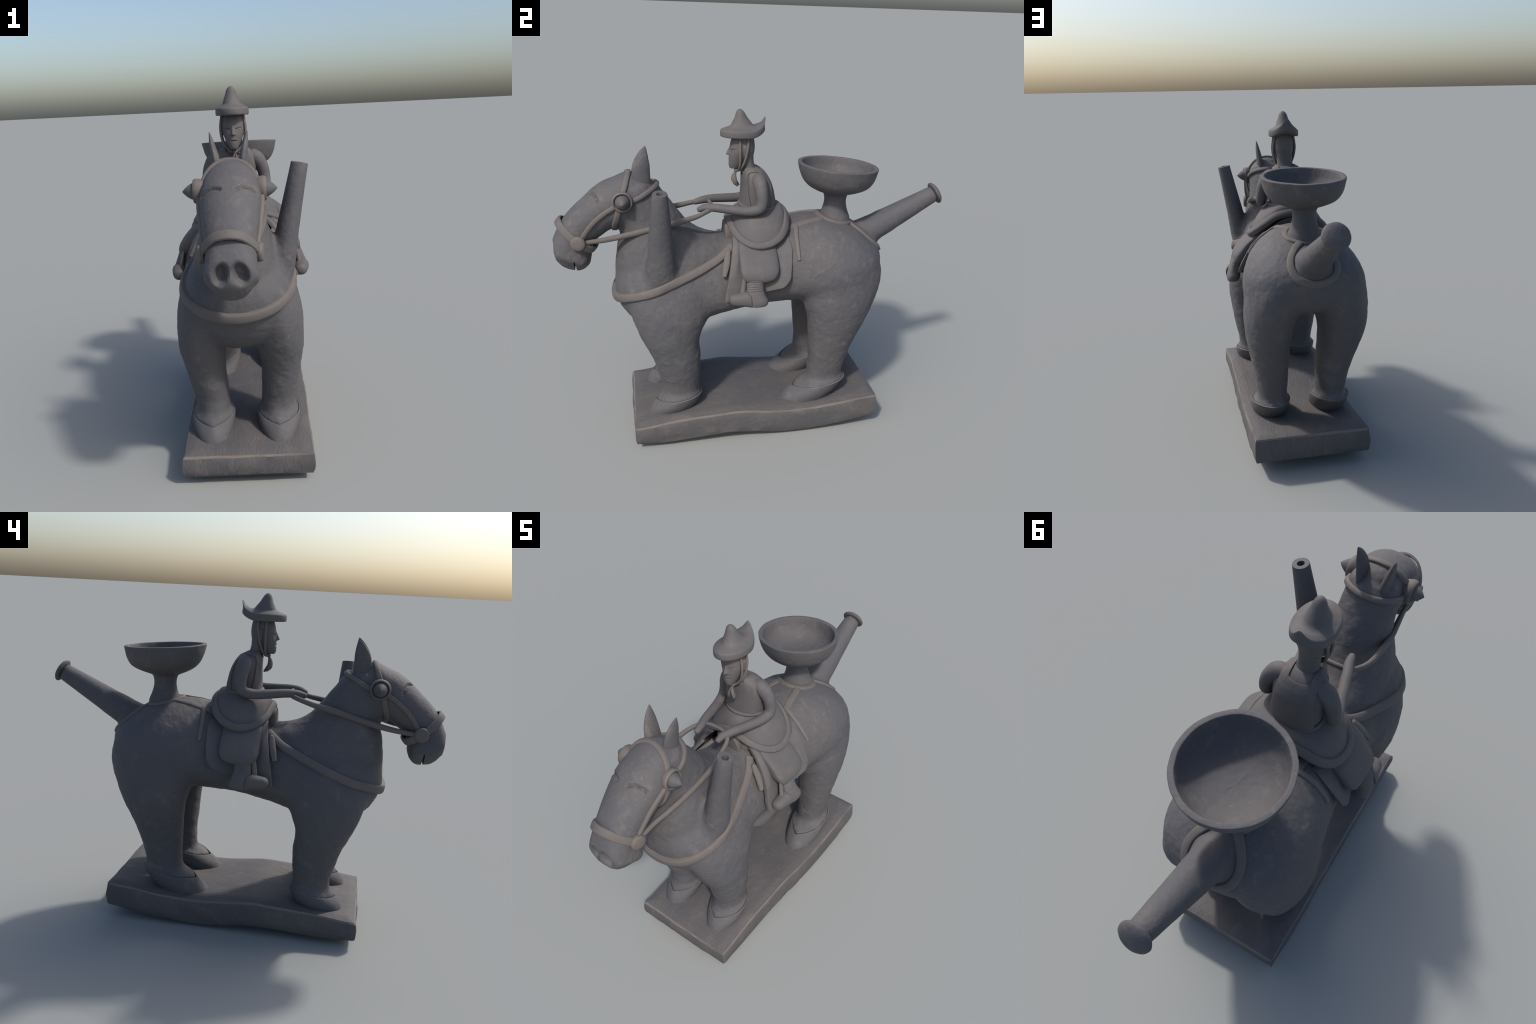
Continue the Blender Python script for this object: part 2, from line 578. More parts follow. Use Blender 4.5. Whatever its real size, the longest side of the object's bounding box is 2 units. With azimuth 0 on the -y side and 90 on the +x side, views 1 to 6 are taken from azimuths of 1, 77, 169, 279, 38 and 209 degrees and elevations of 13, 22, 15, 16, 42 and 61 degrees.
Nrm = vert_normals(body.data)
amp = clay_noise(V, 24, .0026) + clay_noise(V, 55, .0013, 5)
calm = .85 - .75 * smoothstep(-.56, -.66, V[:, 1]) * smoothstep(1.0, 1.08, V[:, 2])
calm = calm * (1 - .75 * smoothstep(.60, .70, V[:, 1]) * smoothstep(1.0, 1.06, V[:, 2]))          # tail spout
calm = calm * (1 - .8 * smoothstep(.17, .19, V[:, 0]) * smoothstep(.99, 1.04, V[:, 2]) * smoothstep(-.40, -.43, V[:, 1]))   # pouring spout
V = V + Nrm * (amp * calm)[:, None]
for s in (1, -1):
    brow = [(XC + s * x, y, z) for x, y, z in ((.030, -.806, 1.288), (.045, -.797, 1.293), (.066, -.786, 1.288), (.084, -.776, 1.275), (.099, -.768, 1.256))]
    V = groove(V, brow, (s * .35, -.55, .75), .0062, .011, .0015)
    # nostril pits on the muzzle front, with raised rims
    rx = .028 if s > 0 else .024
    c = np.array([(.045 if s > 0 else -.024), -.995, 1.019])
    q = (V - c) / np.array([rx, .05, .038])
    r = np.sqrt((q[:, 0] + .25 * s * q[:, 2]) ** 2 + q[:, 2] ** 2)
    front = smoothstep(-.90, -.95, V[:, 1])
    V[:, 1] += front * (.042 * smoothstep(1.10, .62, r) - .002 * np.exp(-((r - 1.35) / .25) ** 2))
near = smoothstep(.062, .050, np.hypot((V[:, 0] - .011) * .75, V[:, 2] - 1.019)) * smoothstep(-.90, -.93, V[:, 1])
for _ in range(7):
    V = V + laplace(V, E) * (near * .5)[:, None]
body.data.vertices.foreach_set("co", V.ravel())
body.data.update()

# --- mouth: a slot cut between the hanging lips
def lens(y, z0, z1, w, half_x):
    rings = []
    for x in (-half_x, half_x):
        ring = []
        for a in np.linspace(0, 2 * PI, 24, endpoint=False):
            zz = (z0 + z1) / 2 + (z1 - z0) / 2 * math.cos(a)
            ring.append((XC + x, y + w * spow(math.sin(a), .45), zz))
        rings.append(ring)
    return loft(rings)
cut = add_mesh("slot", *lens(-.899, .80, .974, .0052, .2), M_BODY)
bpy.context.view_layer.update()
apply_mod(body, 'BOOLEAN', operation='DIFFERENCE', object=cut, solver='EXACT')
bpy.data.objects.remove(cut)
body.data.shade_smooth()

BM = bmesh.new()
BM.from_mesh(body.data)
BVH = BVHTree.FromBMesh(BM)
BM.free()

#SPLIT
# ------------------------------------------------------------------ split the body into anatomical parts
me = body.data
me.set_sharp_from_angle(angle=math.radians(50))
bpy.context.view_layer.update()
corner_n = np.empty(len(me.loops) * 3)
me.corner_normals.foreach_get("vector", corner_n)
corner_n = corner_n.reshape(-1, 3)
cen = np.empty(len(me.polygons) * 3)
me.polygons.foreach_get("center", cen)
cen = cen.reshape(-1, 3)

def region_of(c):
    x, y, z = c
    d = c - TAIL_A
    t = float(d @ TAIL_D)
    if t > .035 and np.linalg.norm(d - t * TAIL_D) < .095 and y > .55:
        return "tail_spout"
    if z > 1.0:
        s = SPOUT_AT(z)
        if abs(x - s[0]) < .062 and abs(y - s[1]) < .075 and x > .165 + max(0, 1.08 - z) * .3:
            return "pouring_spout"
    if y < -.45 and z > .84 and (y + .685) * .21 - (z - 1.12) * .185 < 0 and not (y > -.73 and z < 1.08):
        return "head"
    if y < -.19 and z > .80 + (y + .715) * .505:
        return "neck"
    side = "" if x > .015 else "."
    if y < -.1 and z < .60:
        return "fore_leg" + side
    if y > .1 and z < .66:
        return "hind_leg" + side
    return "torso"

labels = [region_of(c) for c in cen]
HORSE = empty("horse", (0, 0, 0), ROOT)
for lab in sorted(set(labels)):
    vm, faces, cn, vco = {}, [], [], []
    for p, l in zip(me.polygons, labels):
        if l != lab:
            continue
        f = []
        for li in p.loop_indices:
            vi = me.loops[li].vertex_index
            if vi not in vm:
                vm[vi] = len(vco)
                vco.append(tuple(me.vertices[vi].co))
            f.append(vm[vi])
            cn.append(corner_n[li])
        faces.append(f)
    m2 = bpy.data.meshes.new(lab.rstrip("."))
    m2.from_pydata(vco, [], faces)
    m2.materials.append(M_BODY)
    m2.shade_smooth()
    m2.normals_split_custom_set([tuple(n) for n in cn])
    o = bpy.data.objects.new(lab.rstrip("."), m2)
    bpy.context.scene.collection.objects.link(o)
    o.parent = HORSE
bpy.data.objects.remove(body)

for hv in hooves:
    add_mesh("hoof", *hv, M_RIM, HORSE, angle=38)

# crisp mouth ring of the pouring spout, with its bore
def spout_mouth():
    rings = []
    for z, r in ((1.02, -1), (1.10, .0), (1.147, .0), (1.23, .0), (1.345, .0345), (1.348, .0335), (1.348, .0155), (1.344, .0145), (1.275, .0130)):
        c = SPOUT_AT(z)
        rx = r if r > 0 else -.004 * (r < 0) + interp(z, [1.0, 1.09, 1.147, 1.23, 1.345], [.0545, .0475, .0440, .0395, .0345])
        ry = r if r > 0 else -.004 * (r < 0) + interp(z, [1.0, 1.09, 1.147, 1.23, 1.345], [.0645, .0580, .0535, .0455, .0345])
        rings.append([(c[0] + rx * math.cos(a), c[1] + ry * math.sin(a), z - .21 * rx * math.cos(a) * smoothstep(1.0, 1.3, z)) for a in np.linspace(0, 2 * PI, 40, endpoint=False)])
    return loft(rings, cap0=False)
add_mesh("spout_mouth", *spout_mouth(), M_BODY, HORSE, angle=35)
# mushroom stopper on the end of the tail spout
knob = [(0, -.012), (.044, -.006), (.0575, -.004), (.0605, .0005), (.0590, .006), (.050, .014), (.034, .020), (.014, .0235), (0, .024)]
add_mesh("tail_stopper", *revolve(knob, 40, TAIL_A + TAIL_D * .396, TAIL_D, .02), M_BODY, HORSE, angle=60)

# ears: upright leaf blades
for s in (1, -1):
    rows = [(1.325, -.573, .043, .048, .021), (1.36, -.571, .043, .052, .019), (1.40, -.567, .038, .058, .016),
            (1.435, -.559, .029, .065, .012), (1.463, -.552, .017, .070, .007), (1.480, -.546, .007, .0735, .0035), (1.488, -.5435, .001, .076, .0005)]
    rings = []
    for z, yc, hy, x, hx in smooth_table(rows, 24):
        rings.append([(XC + s * (x + max(hx, 4e-4) * math.cos(a)), yc + max(hy, 4e-4) * math.sin(a), z + .25 * hy * -math.sin(a)) for a in np.linspace(0, 2 * PI, 28, endpoint=False)])
    add_mesh("ear", *loft(rings), M_BODY, HORSE, angle=60)

# ------------------------------------------------------------------ cup on the rump
def cup():
    prof = [(.086, 1.095), (.079, 1.128), (.070, 1.150), (.061, 1.178), (.0565, 1.205), (.058, 1.228), (.066, 1.248),
            (.085, 1.257), (.112, 1.267), (.143, 1.281), (.168, 1.298), (.185, 1.319), (.197, 1.346), (.205, 1.374), (.2090, 1.393),
            (.208, 1.3975), (.204, 1.399), (.191, 1.399), (.187, 1.396), (.183, 1.382), (.175, 1.355), (.161, 1.330), (.140, 1.311),
            (.115, 1.296), (.088, 1.287), (.060, 1.282), (.035, 1.280), (.012, 1.279)]
    rings = []
    P = smooth_table(prof, 110)
    n = 72
    for r, z in P:
        k = smoothstep(1.22, 1.32, z)
        ring = []
        for i in range(n):
            a = 2 * PI * i / n
            w = 1 + .012 * k * noise.noise((1.5 * math.cos(a), 1.5 * math.sin(a), 3)) + .010 * k * noise.noise((5 * math.cos(a), 5 * math.sin(a), z * 25))
            x = max(r, 1e-4) * w * math.cos(a) * (1 - .02 * k)
            y = max(r, 1e-4) * w * math.sin(a)
            x, y = x * (1 - .018 * k), y * (1 - .015 * k)
            ring.append((XC + .002 + .004 * k + x, .4105 + .003 * k + y, z - .068 * y * k + .004 * x * k + .002 * k * noise.noise((2 * math.cos(a), 2 * math.sin(a), 8))))
        rings.append(ring)
    return loft(rings)
add_mesh("offering_cup", *cup(), M_RIM, HORSE, angle=50)

# ------------------------------------------------------------------ straps
def strap(path, width, thick, normals, closed=False, sink=.006, taper=None, round_ends=False):
    """Rounded flat band along path; normals point away from the horse."""
    P = np.array(path, float)
    n = len(P)
    Nn = np.array([unit(q) for q in normals])
    prof = []
    m = 8
    # section: flat underside, softly domed top
    for k in range(m + 1):
        a = PI * k / m
        prof.append((-math.cos(a) ** 1 if False else -spow(math.cos(a), .55), spow(math.sin(a), .6)))
    rings = []
    for i in range(n):
        t = unit(P[(i + 1) % n] - P[i - 1]) if closed else unit(P[min(i + 1, n - 1)] - P[max(i - 1, 0)])
        nn = unit(Nn[i] - t * np.dot(Nn[i], t))
        b = np.cross(t, nn)
        w = width * (1 if taper is None else interp(i / (n - 1), np.linspace(0, 1, len(taper)), taper))
        ring = [P[i] + b * (w / 2 * u) + nn * (thick * v - sink * (1 if v < .01 else 0)) for u, v in prof]
        ring += [P[i] - nn * sink + b * (w / 2 * q) for q in (.5, 0, -.5)]
        rings.append(ring)
    if round_ends:
        for end in (0, -1):
            i = 0 if end == 0 else n - 1
            r = [np.array(p) for p in rings[i]]
            c = np.mean(r, axis=0)
            t = unit(P[1] - P[0]) * -1 if end == 0 else unit(P[-1] - P[-2])
            extra = [[c + (p - c) * .8 + t * width * .22 for p in r], [c + (p - c) * .35 + t * width * .33 for p in r]]
            rings = (extra[::-1] + rings) if end == 0 else rings + extra
    return loft(rings, closed=closed)

def on_body(pts, n, closed=False, lift=0.0, iters=3):
    """Spline pulled onto the horse's skin; returns points and smoothed normals."""
    S = spline(pts, n, closed)
    Q, Nn = [], []
    for p in S:
        loc, nor, _, _ = BVH.find_nearest(Vector(p[:3]))
        Q.append(np.array(loc) + np.array(nor) * lift)
        Nn.append(np.array(nor))
    Q, Nn = np.array(Q), np.array(Nn)
    for _ in range(iters):
        for A in (Q, Nn):
            B = (np.roll(A, 1, 0) + np.roll(A, -1, 0)) / 2
            if not closed:
                B[0], B[-1] = A[0], A[-1]
            A[:] = (A + B) / 2
    return Q, Nn

def mirror(pts):
    return [(2 * XC - p[0],) + tuple(p[1:]) for p in pts]

HARNESS = empty("harness", (0, 0, 0), ROOT)
# breast strap, flap to flap round the chest
half = [(.132, -.150, 1.034), (.173, -.203, .998), (.197, -.246, .976), (.228, -.328, .940), (.248, -.430, .898), (.254, -.519, .860),
        (.236, -.600, .832), (.190, -.668, .806), (.105, -.708, .779)]
path = half + [(XC, -.716, .767)] + mirror(half)[::-1]
Q, Nn = on_body(path, 150, lift=.0, iters=14)
front = smoothstep(-.62, -.70, Q[:, 1])
Q = Q + Nn * (front * .006)[:, None]
add_mesh("breast_strap", *strap(Q, .042, .016, Nn, sink=.012), M_STRAP, HARNESS, angle=60)

# headstall: crown strap, poll strap, jaw strap, cheek straps, noseband
half = [(.122, -.662, 1.296), (.112, -.651, 1.330), (.090, -.642, 1.356), (.052, -.633, 1.376)]
Q, Nn = on_body(half + [(XC, -.628, 1.381)] + mirror(half)[::-1], 70)
add_mesh("crown_strap", *strap(Q, .026, .011, Nn, sink=.008), M_STRAP, HARNESS, angle=60)
half = [(.128, -.630, 1.270), (.123, -.596, 1.278), (.104, -.545, 1.304), (.052, -.507, 1.319)]
Q, Nn = on_body(half + [(XC, -.500, 1.322)] + mirror(half)[::-1], 80)
add_mesh("poll_strap", *strap(Q, .024, .013, Nn, sink=.008), M_STRAP, HARNESS, angle=60)
for s in (1, -1):
    M = (lambda p: p) if s > 0 else mirror
    Q, Nn = on_body(M([(.130, -.680, 1.235), (.127, -.690, 1.190), (.116, -.700, 1.152), (.092, -.703, 1.126), (.05, -.704, 1.115), (XC, -.704, 1.112)]), 34)
    add_mesh("jaw_strap", *strap(Q, .028, .009, Nn, sink=.008), M_STRAP, HARNESS, angle=60)
    Q, Nn = on_body(M([(.131, -.690, 1.250), (.131, -.737, 1.222), (.126, -.775, 1.192), (.119, -.807, 1.160), (.112, -.833, 1.126), (.106, -.862, 1.080)]), 40)
    add_mesh("cheek_strap", *strap(Q, .022, .011, Nn, sink=.006), M_STRAP, HARNESS, angle=60)
    # boss: ring with a pointed cone
    c = np.array([XC + s * .118, -.662, 1.270])
    prof = [(.0, -.02), (.042, -.018), (.047, -.004), (.049, .008), (.0475, .018), (.043, .0225), (.038, .020), (.035, .012), (.0, .010)]
    add_mesh("cheek_boss", *revolve(prof, 40, c, (s, 0, 0)), M_STRAP, HARNESS, angle=60)
    prof = [(.0345, .0), (.0345, .015), (.0335, .022), (.029, .033), (.0215, .045), (.012, .056), (.004, .063), (.0, .066)]
    add_mesh("boss_cone", *revolve(prof, 36, c, (s, 0, 0)), M_BODY, HARNESS, angle=60)
    # bit disc
    c = np.array([XC + s * .099, -.873, 1.068])
    prof = [(.0, .0), (.034, .0), (.0355, .010), (.0345, .017), (.030, .0205), (.018, .0225), (.0, .023)]
    add_mesh("bit_disc", *revolve(prof, 36, c, unit((s, -.16, 0)), .03), M_STRAP, HARNESS, angle=60)

half = [(.052, -.958, 1.146), (.084, -.935, 1.120), (.104, -.902, 1.090), (.108, -.868, 1.063), (.104, -.838, 1.040), (.080, -.812, 1.024), (.045, -.803, 1.018)]
loop = [(XC, -.968, 1.155)] + half + [(XC, -.801, 1.017)] + mirror(half)[::-1]
S = spline(loop, 110, True)
cen0 = np.array([XC, -.885, 1.085])
Nn = []
for i, p in enumerate(S):
    t = unit(S[(i + 1) % len(S)] - S[i - 1])
    nrm = np.cross(t, unit((0, .637, .77)))     # band stands square to the muzzle axis
    if np.dot(nrm, p - cen0) < 0:
        nrm = -nrm
    Nn.append(nrm)
add_mesh("noseband", *strap(S, .038, .008, Nn, closed=True, sink=.003), M_STRAP, HARNESS, angle=60)

# reins: one band from bit to hand, over to the other hand and back
right = [(.106, -.862, 1.066), (.100, -.768, 1.074), (.114, -.690, 1.092), (.126, -.620, 1.110), (.134, -.550, 1.128), (.136, -.490, 1.142), (.134, -.430, 1.154), (.122, -.370, 1.167), (.110, -.318, 1.178),
         (.102, -.280, 1.193), (.080, -.246, 1.203), (.048, -.238, 1.210)]
left = [(-.092, -.862, 1.066), (-.089, -.768, 1.075), (-.097, -.690, 1.090), (-.107, -.620, 1.108), (-.117, -.550, 1.128), (-.121, -.490, 1.145), (-.122, -.430, 1.159), (-.121, -.380, 1.169), (-.113, -.325, 1.183),
        (-.095, -.280, 1.194), (-.066, -.246, 1.203), (-.032, -.238, 1.210)]
path = right + [(XC, -.236, 1.211)] + left[::-1]
S = spline(path, 220)
rr = [.010, .011, .012, .0132, .014, .014, .0135, .012, .0105, .010, .0095, .010, .0105, .012, .0135, .014, .014, .0132, .012, .011, .010]
add_mesh("rein", *tube(S, [q * .95 for q in rr], 14, 1.2, up=(0, 0, 1)), M_STRAP, HARNESS, angle=60)

# crupper: ring round the cup foot, two side straps forward, hanging thongs, loop round the tail
ringp = [(XC + .002 + .092 * math.cos(a), .4105 + .092 * math.sin(a), 1.125) for a in np.linspace(0, 2 * PI, 24, endpoint=False)]
Q, Nn = on_body(ringp, 64, True)
add_mesh("cup_collar", *strap(Q, .030, .010, Nn, closed=True, sink=.008), M_STRAP, HARNESS, angle=60)
for s in (1, -1):
    M = (lambda p: p) if s > 0 else mirror
    Q, Nn = on_body(M([(.066, .345, 1.14), (.082, .290, 1.137), (.094, .232, 1.126), (.104, .180, 1.113), (.108, .12, 1.10), (.11, .06, 1.09)]), 40)
    add_mesh("crupper_strap", *strap(Q, .034, .007, Nn, sink=.006), M_STRAP, HARNESS, angle=60)
    Q, Nn = on_body(M([(.097, .180, 1.115), (.155, .170, 1.090), (.203, .165, 1.052), (.232, .166, 1.013), (.246, .168, .980)]), 36)
    add_mesh("saddle_thong", *strap(Q, .024, .009, Nn, sink=.005, taper=[1.15, 1.0, .9, .75], round_ends=True), M_STRAP, HARNESS, angle=60)
    # little tab hanging from the breast strap
    Q = spline(M([(.168, -.172, 1.008), (.193, -.180, .976), (.214, -.189, .945), (.231, -.199, .908)]), 24)
    Nn = np.tile(np.array([s * .93, -.12, .35]), (24, 1))
    add_mesh("strap_tab", *strap(Q, .032, .010, Nn, sink=.005, taper=[.8, 1.0, 1.0, .9, .65], round_ends=True), M_STRAP, HARNESS, angle=60)
half = [(.050, .487, 1.100), (.085, .525, 1.075), (.113, .575, 1.035), (.108, .625, .990), (.075, .653, .962)]
Q, Nn = on_body(half + [(XC, .668, .945)] + mirror(half)[::-1], 90)
add_mesh("crupper_loop", *strap(Q, .036, .010, Nn, sink=.010), M_STRAP, HARNESS, angle=60)

# ------------------------------------------------------------------ saddle
SADDLE = empty("saddle", (0, 0, 0), ROOT)
def skin_x(y, z, s):
    """x of the horse's flank at (y, z) seen from the side s."""
    hit = BVH.ray_cast(Vector((s * 1.0, y, z)), Vector((-s, 0, 0)))
    return None if hit[0] is None else hit[0].x

def skin_z(x, y):
    hit = BVH.ray_cast(Vector((x, y, 1.6)), Vector((0, 0, -1)))
    return hit[0].z if hit[0] is not None else 1.0

def saddle_blanket(s):
    """Flap hugging the flank: rows run down the side following the skin, with a flared front corner."""
    nu, nv = 36, 40
    out, inn = [], []
    for v in range(nv + 1):
        t = v / nv
        ro, ri = [], []
        for u in range(nu + 1):
            q = u / nu
            zb = interp(q, [0, .12, .3, .6, .9, .96, 1], [.795, .798, .808, .828, .858, .872, .900])
            zt = 1.078
            z = zt + (zb - zt) * t
            yf = interp(z, [.79, .83, .90, .98, 1.03, 1.08], [-.203, -.196, -.180, -.163, -.152, -.144])
            yr = interp(z, [.80, .87, .91, .96, 1.03, 1.08], [.105, .112, .122, .131, .137, .130])
            y = yf + (yr - yf) * q
            # skin position by sliding down the flank
            x = skin_x(y, z, s)
            if x is None:
                x = XC + s * .03
            edge = min(q, 1 - q)
            puff = .010 + .020 * math.exp(-((q - .09) / .075) ** 2) * smoothstep(.86, .98, z) - .004 * math.exp(-((q - .27) / .06) ** 2)
            flare = .016 * smoothstep(.75, 1.0, t) * smoothstep(.4, 0.0, q) + .010 * smoothstep(.9, 1.0, t)
            hang = interp(z, [.80, .86, .91, .98, 1.03, 1.08], [.262, .252, .236, .200, .165, .120]) + .034 * smoothstep(.55, 1.0, q) * smoothstep(1.07, .97, z)
            xo = max(s * (x - XC) + puff + .005, hang + puff * .7 - .003)
            xo += .010 * smoothstep(.85, 1.0, t) * smoothstep(.3, 0, q)
            ro.append((XC + s * xo, y, z))
            ri.append((XC + s * (xo - .022), y, z))
        out.append(ro)
        inn.append(ri)
    V, F = [], []
    for grid in (out, inn):
        for r in grid:
            V += r
    W = nu + 1
    off = W * (nv + 1)
    for v in range(nv):
        for u in range(nu):
            a = v * W + u
            F.append((a, a + 1, a + 1 + W, a + W))
            F.append((off + a, off + a + W, off + a + 1 + W, off + a + 1))
    rim = [u for u in range(nu + 1)] + [v * W + nu for v in range(1, nv + 1)] + [nv * W + u for u in range(nu - 1, -1, -1)] + [v * W for v in range(nv - 1, 0, -1)]
    for i in range(len(rim)):
        a, b = rim[i], rim[(i + 1) % len(rim)]
        F.append((a, off + a, off + b, b))
    o = add_mesh("saddle_flap", V, F, M_RIDER, SADDLE, angle=50)
    apply_mod(o, 'BEVEL', width=.004, segments=2, limit_method='ANGLE', angle_limit=math.radians(50))
    o.data.shade_smooth()
    o.data.set_sharp_from_angle(angle=math.radians(45))
    return o
for s in (1, -1):
    saddle_blanket(s)

def pommel():
    """Upright front arch of the saddle under the coat hem."""
    def arch(k, y):
        ring = []
        for a in np.linspace(-.25, PI + .25, 40):
            ring.append((XC + .066 * k * spow(math.cos(a), .9), y, 1.050 + .078 * k * spow(math.sin(a), .9)))
        return ring
    return loft([arch(.84, -.172), arch(.95, -.170), arch(1.0, -.162), arch(1.0, -.140), arch(.92, -.130)])
add_mesh("saddle_pommel", *pommel(), M_RIDER, SADDLE, angle=50)
def seat():
    rings = []
    for y, zt, w in ((-.14, 1.12, .09), (-.08, 1.12, .13), (.0, 1.12, .15), (.08, 1.13, .14), (.12, 1.145, .11)):
        rings.append([(XC + w * math.cos(a), y, 1.06 + (zt - 1.06) * math.sin(a)) for a in np.linspace(0, 2 * PI, 32, endpoint=False)])
    return loft(rings)
add_mesh("saddle_seat", *seat(), M_RIDER, SADDLE, angle=60)

# ------------------------------------------------------------------ rider
RIDER = empty("rider", (0, 0, 0), ROOT)

TORSO = [(1.180, -.086, .090, .098), (1.200, -.085, .086, .096), (1.240, -.082, .080, .097), (1.285, -.079, .070, .100), (1.320, -.078, .058, .101),
         (1.350, -.078, .042, .096), (1.372, -.078, .024, .080), (1.387, -.078, .006, .060), (1.395, -.076, -.012, .045)]
def torso_ring(row, n, grow=0.0):
    z, y0, y1, w = row
    return [(XC + (w + grow) * spow(math.cos(a), .85), (y0 + y1) / 2 + ((y1 - y0) / 2 + grow) * spow(math.sin(a), .85), z + grow * smoothstep(1.34, 1.4, z)) for a in np.linspace(0, 2 * PI, n, endpoint=False)]
rows = smooth_table(TORSO, 40)
add_mesh("torso", *loft([torso_ring(r, 64) for r in rows]), M_RIDER, RIDER, angle=60)

def vest():
    """Sleeveless vest: front and back panels joined over the shoulders, with a real edge.
    Columns run from the front waist over the shoulder down to the back waist."""
    grow = .0050
    T = np.array(TORSO)
    def sect(z):
        return [interp(z, T[:, 0], T[:, k]) for k in (1, 2, 3)]
    def edge(z):
        return interp(z, [1.19, 1.25, 1.31, 1.36, 1.40], [.092, .084, .077, .072, .070])
    def point(x, z, side):
        y0, y1, w = sect(z)
        w += grow
        q = max(0.0, 1 - (min(abs(x), w) / w) ** (2 / .85)) ** (.85 / 2)
        return (XC + x, (y0 + y1) / 2 + side * ((y1 - y0) / 2 + grow) * q, z + grow * .7 * smoothstep(1.34, 1.40, z))
    nc, nr, split = 60, 34, .60
    cols, inner = [], []
    for c in range(nc + 1):
        u = -1 + 2 * c / nc
        au = abs(u)
        lo, hi = 1.30, 1.395
        for _ in range(30):                       # height where front and back meet on this column
            m = (lo + hi) / 2
            if sect(m)[2] + grow > au * edge(m):
                lo = m
            else:
                hi = m
        if au < split:
            zf, zb = 1.350 + .030 * (au / split) ** 1.5, 1.376 + .004 * (au / split)
        else:
            zf = zb = lo
        col = [point(u * edge(z), z, -1) for z in np.linspace(1.197, zf, nr)]
        col += [point(u * edge(z), z, 1) for z in np.linspace(zb, 1.197, nr)]
        cols.append(col)
        inner.append(au < split)
    V = [p for c in cols for p in c]
    F = []
    H = 2 * nr
    for c in range(nc):
        for r in range(H - 1):
            if r == nr - 1 and (inner[c] or inner[c + 1]):
                continue
            F.append((c * H + r, c * H + r + 1, (c + 1) * H + r + 1, (c + 1) * H + r))
    o = add_mesh("vest", V, F, M_RIDER, RIDER, angle=60)
    apply_mod(o, 'SOLIDIFY', thickness=.006, offset=-0.6)
    o.data.shade_smooth()
    o.data.set_sharp_from_angle(angle=math.radians(50))
    return o
vest()
S = spline([(XC + .101 * math.cos(a), .001 + .092 * math.sin(a), 1.203 + .006 * math.sin(a) * -1) for a in np.linspace(0, 2 * PI, 24, endpoint=False)], 72, True)
add_mesh("sash", *tube(S, .0095, 12, 1.0, closed=True), M_RIDER, RIDER, angle=60)

# coat skirt: from the waist to a saddle-shaped rolled hem
HEM = [(XC, -.150, 1.142), (.070, -.142, 1.122), (.132, -.126, 1.090), (.184, -.086, 1.062), (.209, -.032, 1.050), (.208, .025, 1.057), (.190, .078, 1.082),
       (.150, .112, 1.118), (.090, .128, 1.158), (XC, .132, 1.172)]
HEM = HEM + mirror(HEM[1:-1])[::-1]
hem = spline(HEM, 96, True)
waist = []
for p in hem:
    a = math.atan2((p[1] - .0) / .14, (p[0] - XC) / .2)
    waist.append((XC + .094 * math.cos(a), .001 + .084 * math.sin(a), 1.205))
waist = np.array(waist)
rings = []
for t in np.linspace(0, 1, 18):
    r = waist * (1 - t) + hem * t
    bul = .022 * math.sin(PI * t)
    r[:, 2] += bul * .8
    d = r - np.array([XC, 0, 0])
    d[:, 2] = 0
    r += d / np.linalg.norm(d, axis=1)[:, None] * bul * .35
    rings.append(r)
under = hem.copy()
under[:, 2] -= .004
under[:, :2] = np.array([XC, 0]) + (under[:, :2] - np.array([XC, 0])) * .9
rings.append(under)
add_mesh("coat_skirt", *loft(rings), M_RIDER, RIDER, angle=60)
hn = []
for p in hem:
    d = unit((p[0] - XC, p[1], 0))
    hn.append(unit(d * 1.0 + np.array([0, 0, .75])))
add_mesh("coat_hem", *strap(hem, .036, .015, hn, closed=True, sink=.012), M_RIDER, RIDER, angle=60)

# arms reaching forward to the reins
def arm(s, tip):
    P = [(.066, -.012, 1.352, .030), (.105, -.012, 1.342, .035), (.134, -.006, 1.298, .031), (.145, -.004, 1.250, .028), (.146, -.018, 1.217, .0268), (.134, -.070, 1.204, .0240),
         (.114, -.140, 1.207, .0225), (.092, -.215, 1.213, .021), (.074, -.268, 1.212, .019), tip]
    if s < 0:
        P = [(2 * XC - p[0],) + p[1:] for p in P[:-1]] + [tip]
    S = spline(P, 60)
    return tube(S[:, :3], S[:, 3], 20)
add_mesh("arm", *arm(1, (.070, -.298, 1.203, .0145)), M_RIDER, RIDER, angle=70)
add_mesh("arm", *arm(-1, (-.050, -.306, 1.205, .0145)), M_RIDER, RIDER, angle=70)

# neck and head
rings = []
for z, y0, y1, w in smooth_table([(1.37, -.088, .0, .052), (1.392, -.082, -.014, .044), (1.42, -.085, -.024, .040), (1.46, -.09, -.026, .042)], 14):
    rings.append([(XC + w * math.cos(a), (y0 + y1) / 2 + (y1 - y0) / 2 * math.sin(a), z) for a in np.linspace(0, 2 * PI, 36, endpoint=False)])
add_mesh("neck", *loft(rings), M_RIDER, RIDER, angle=60)

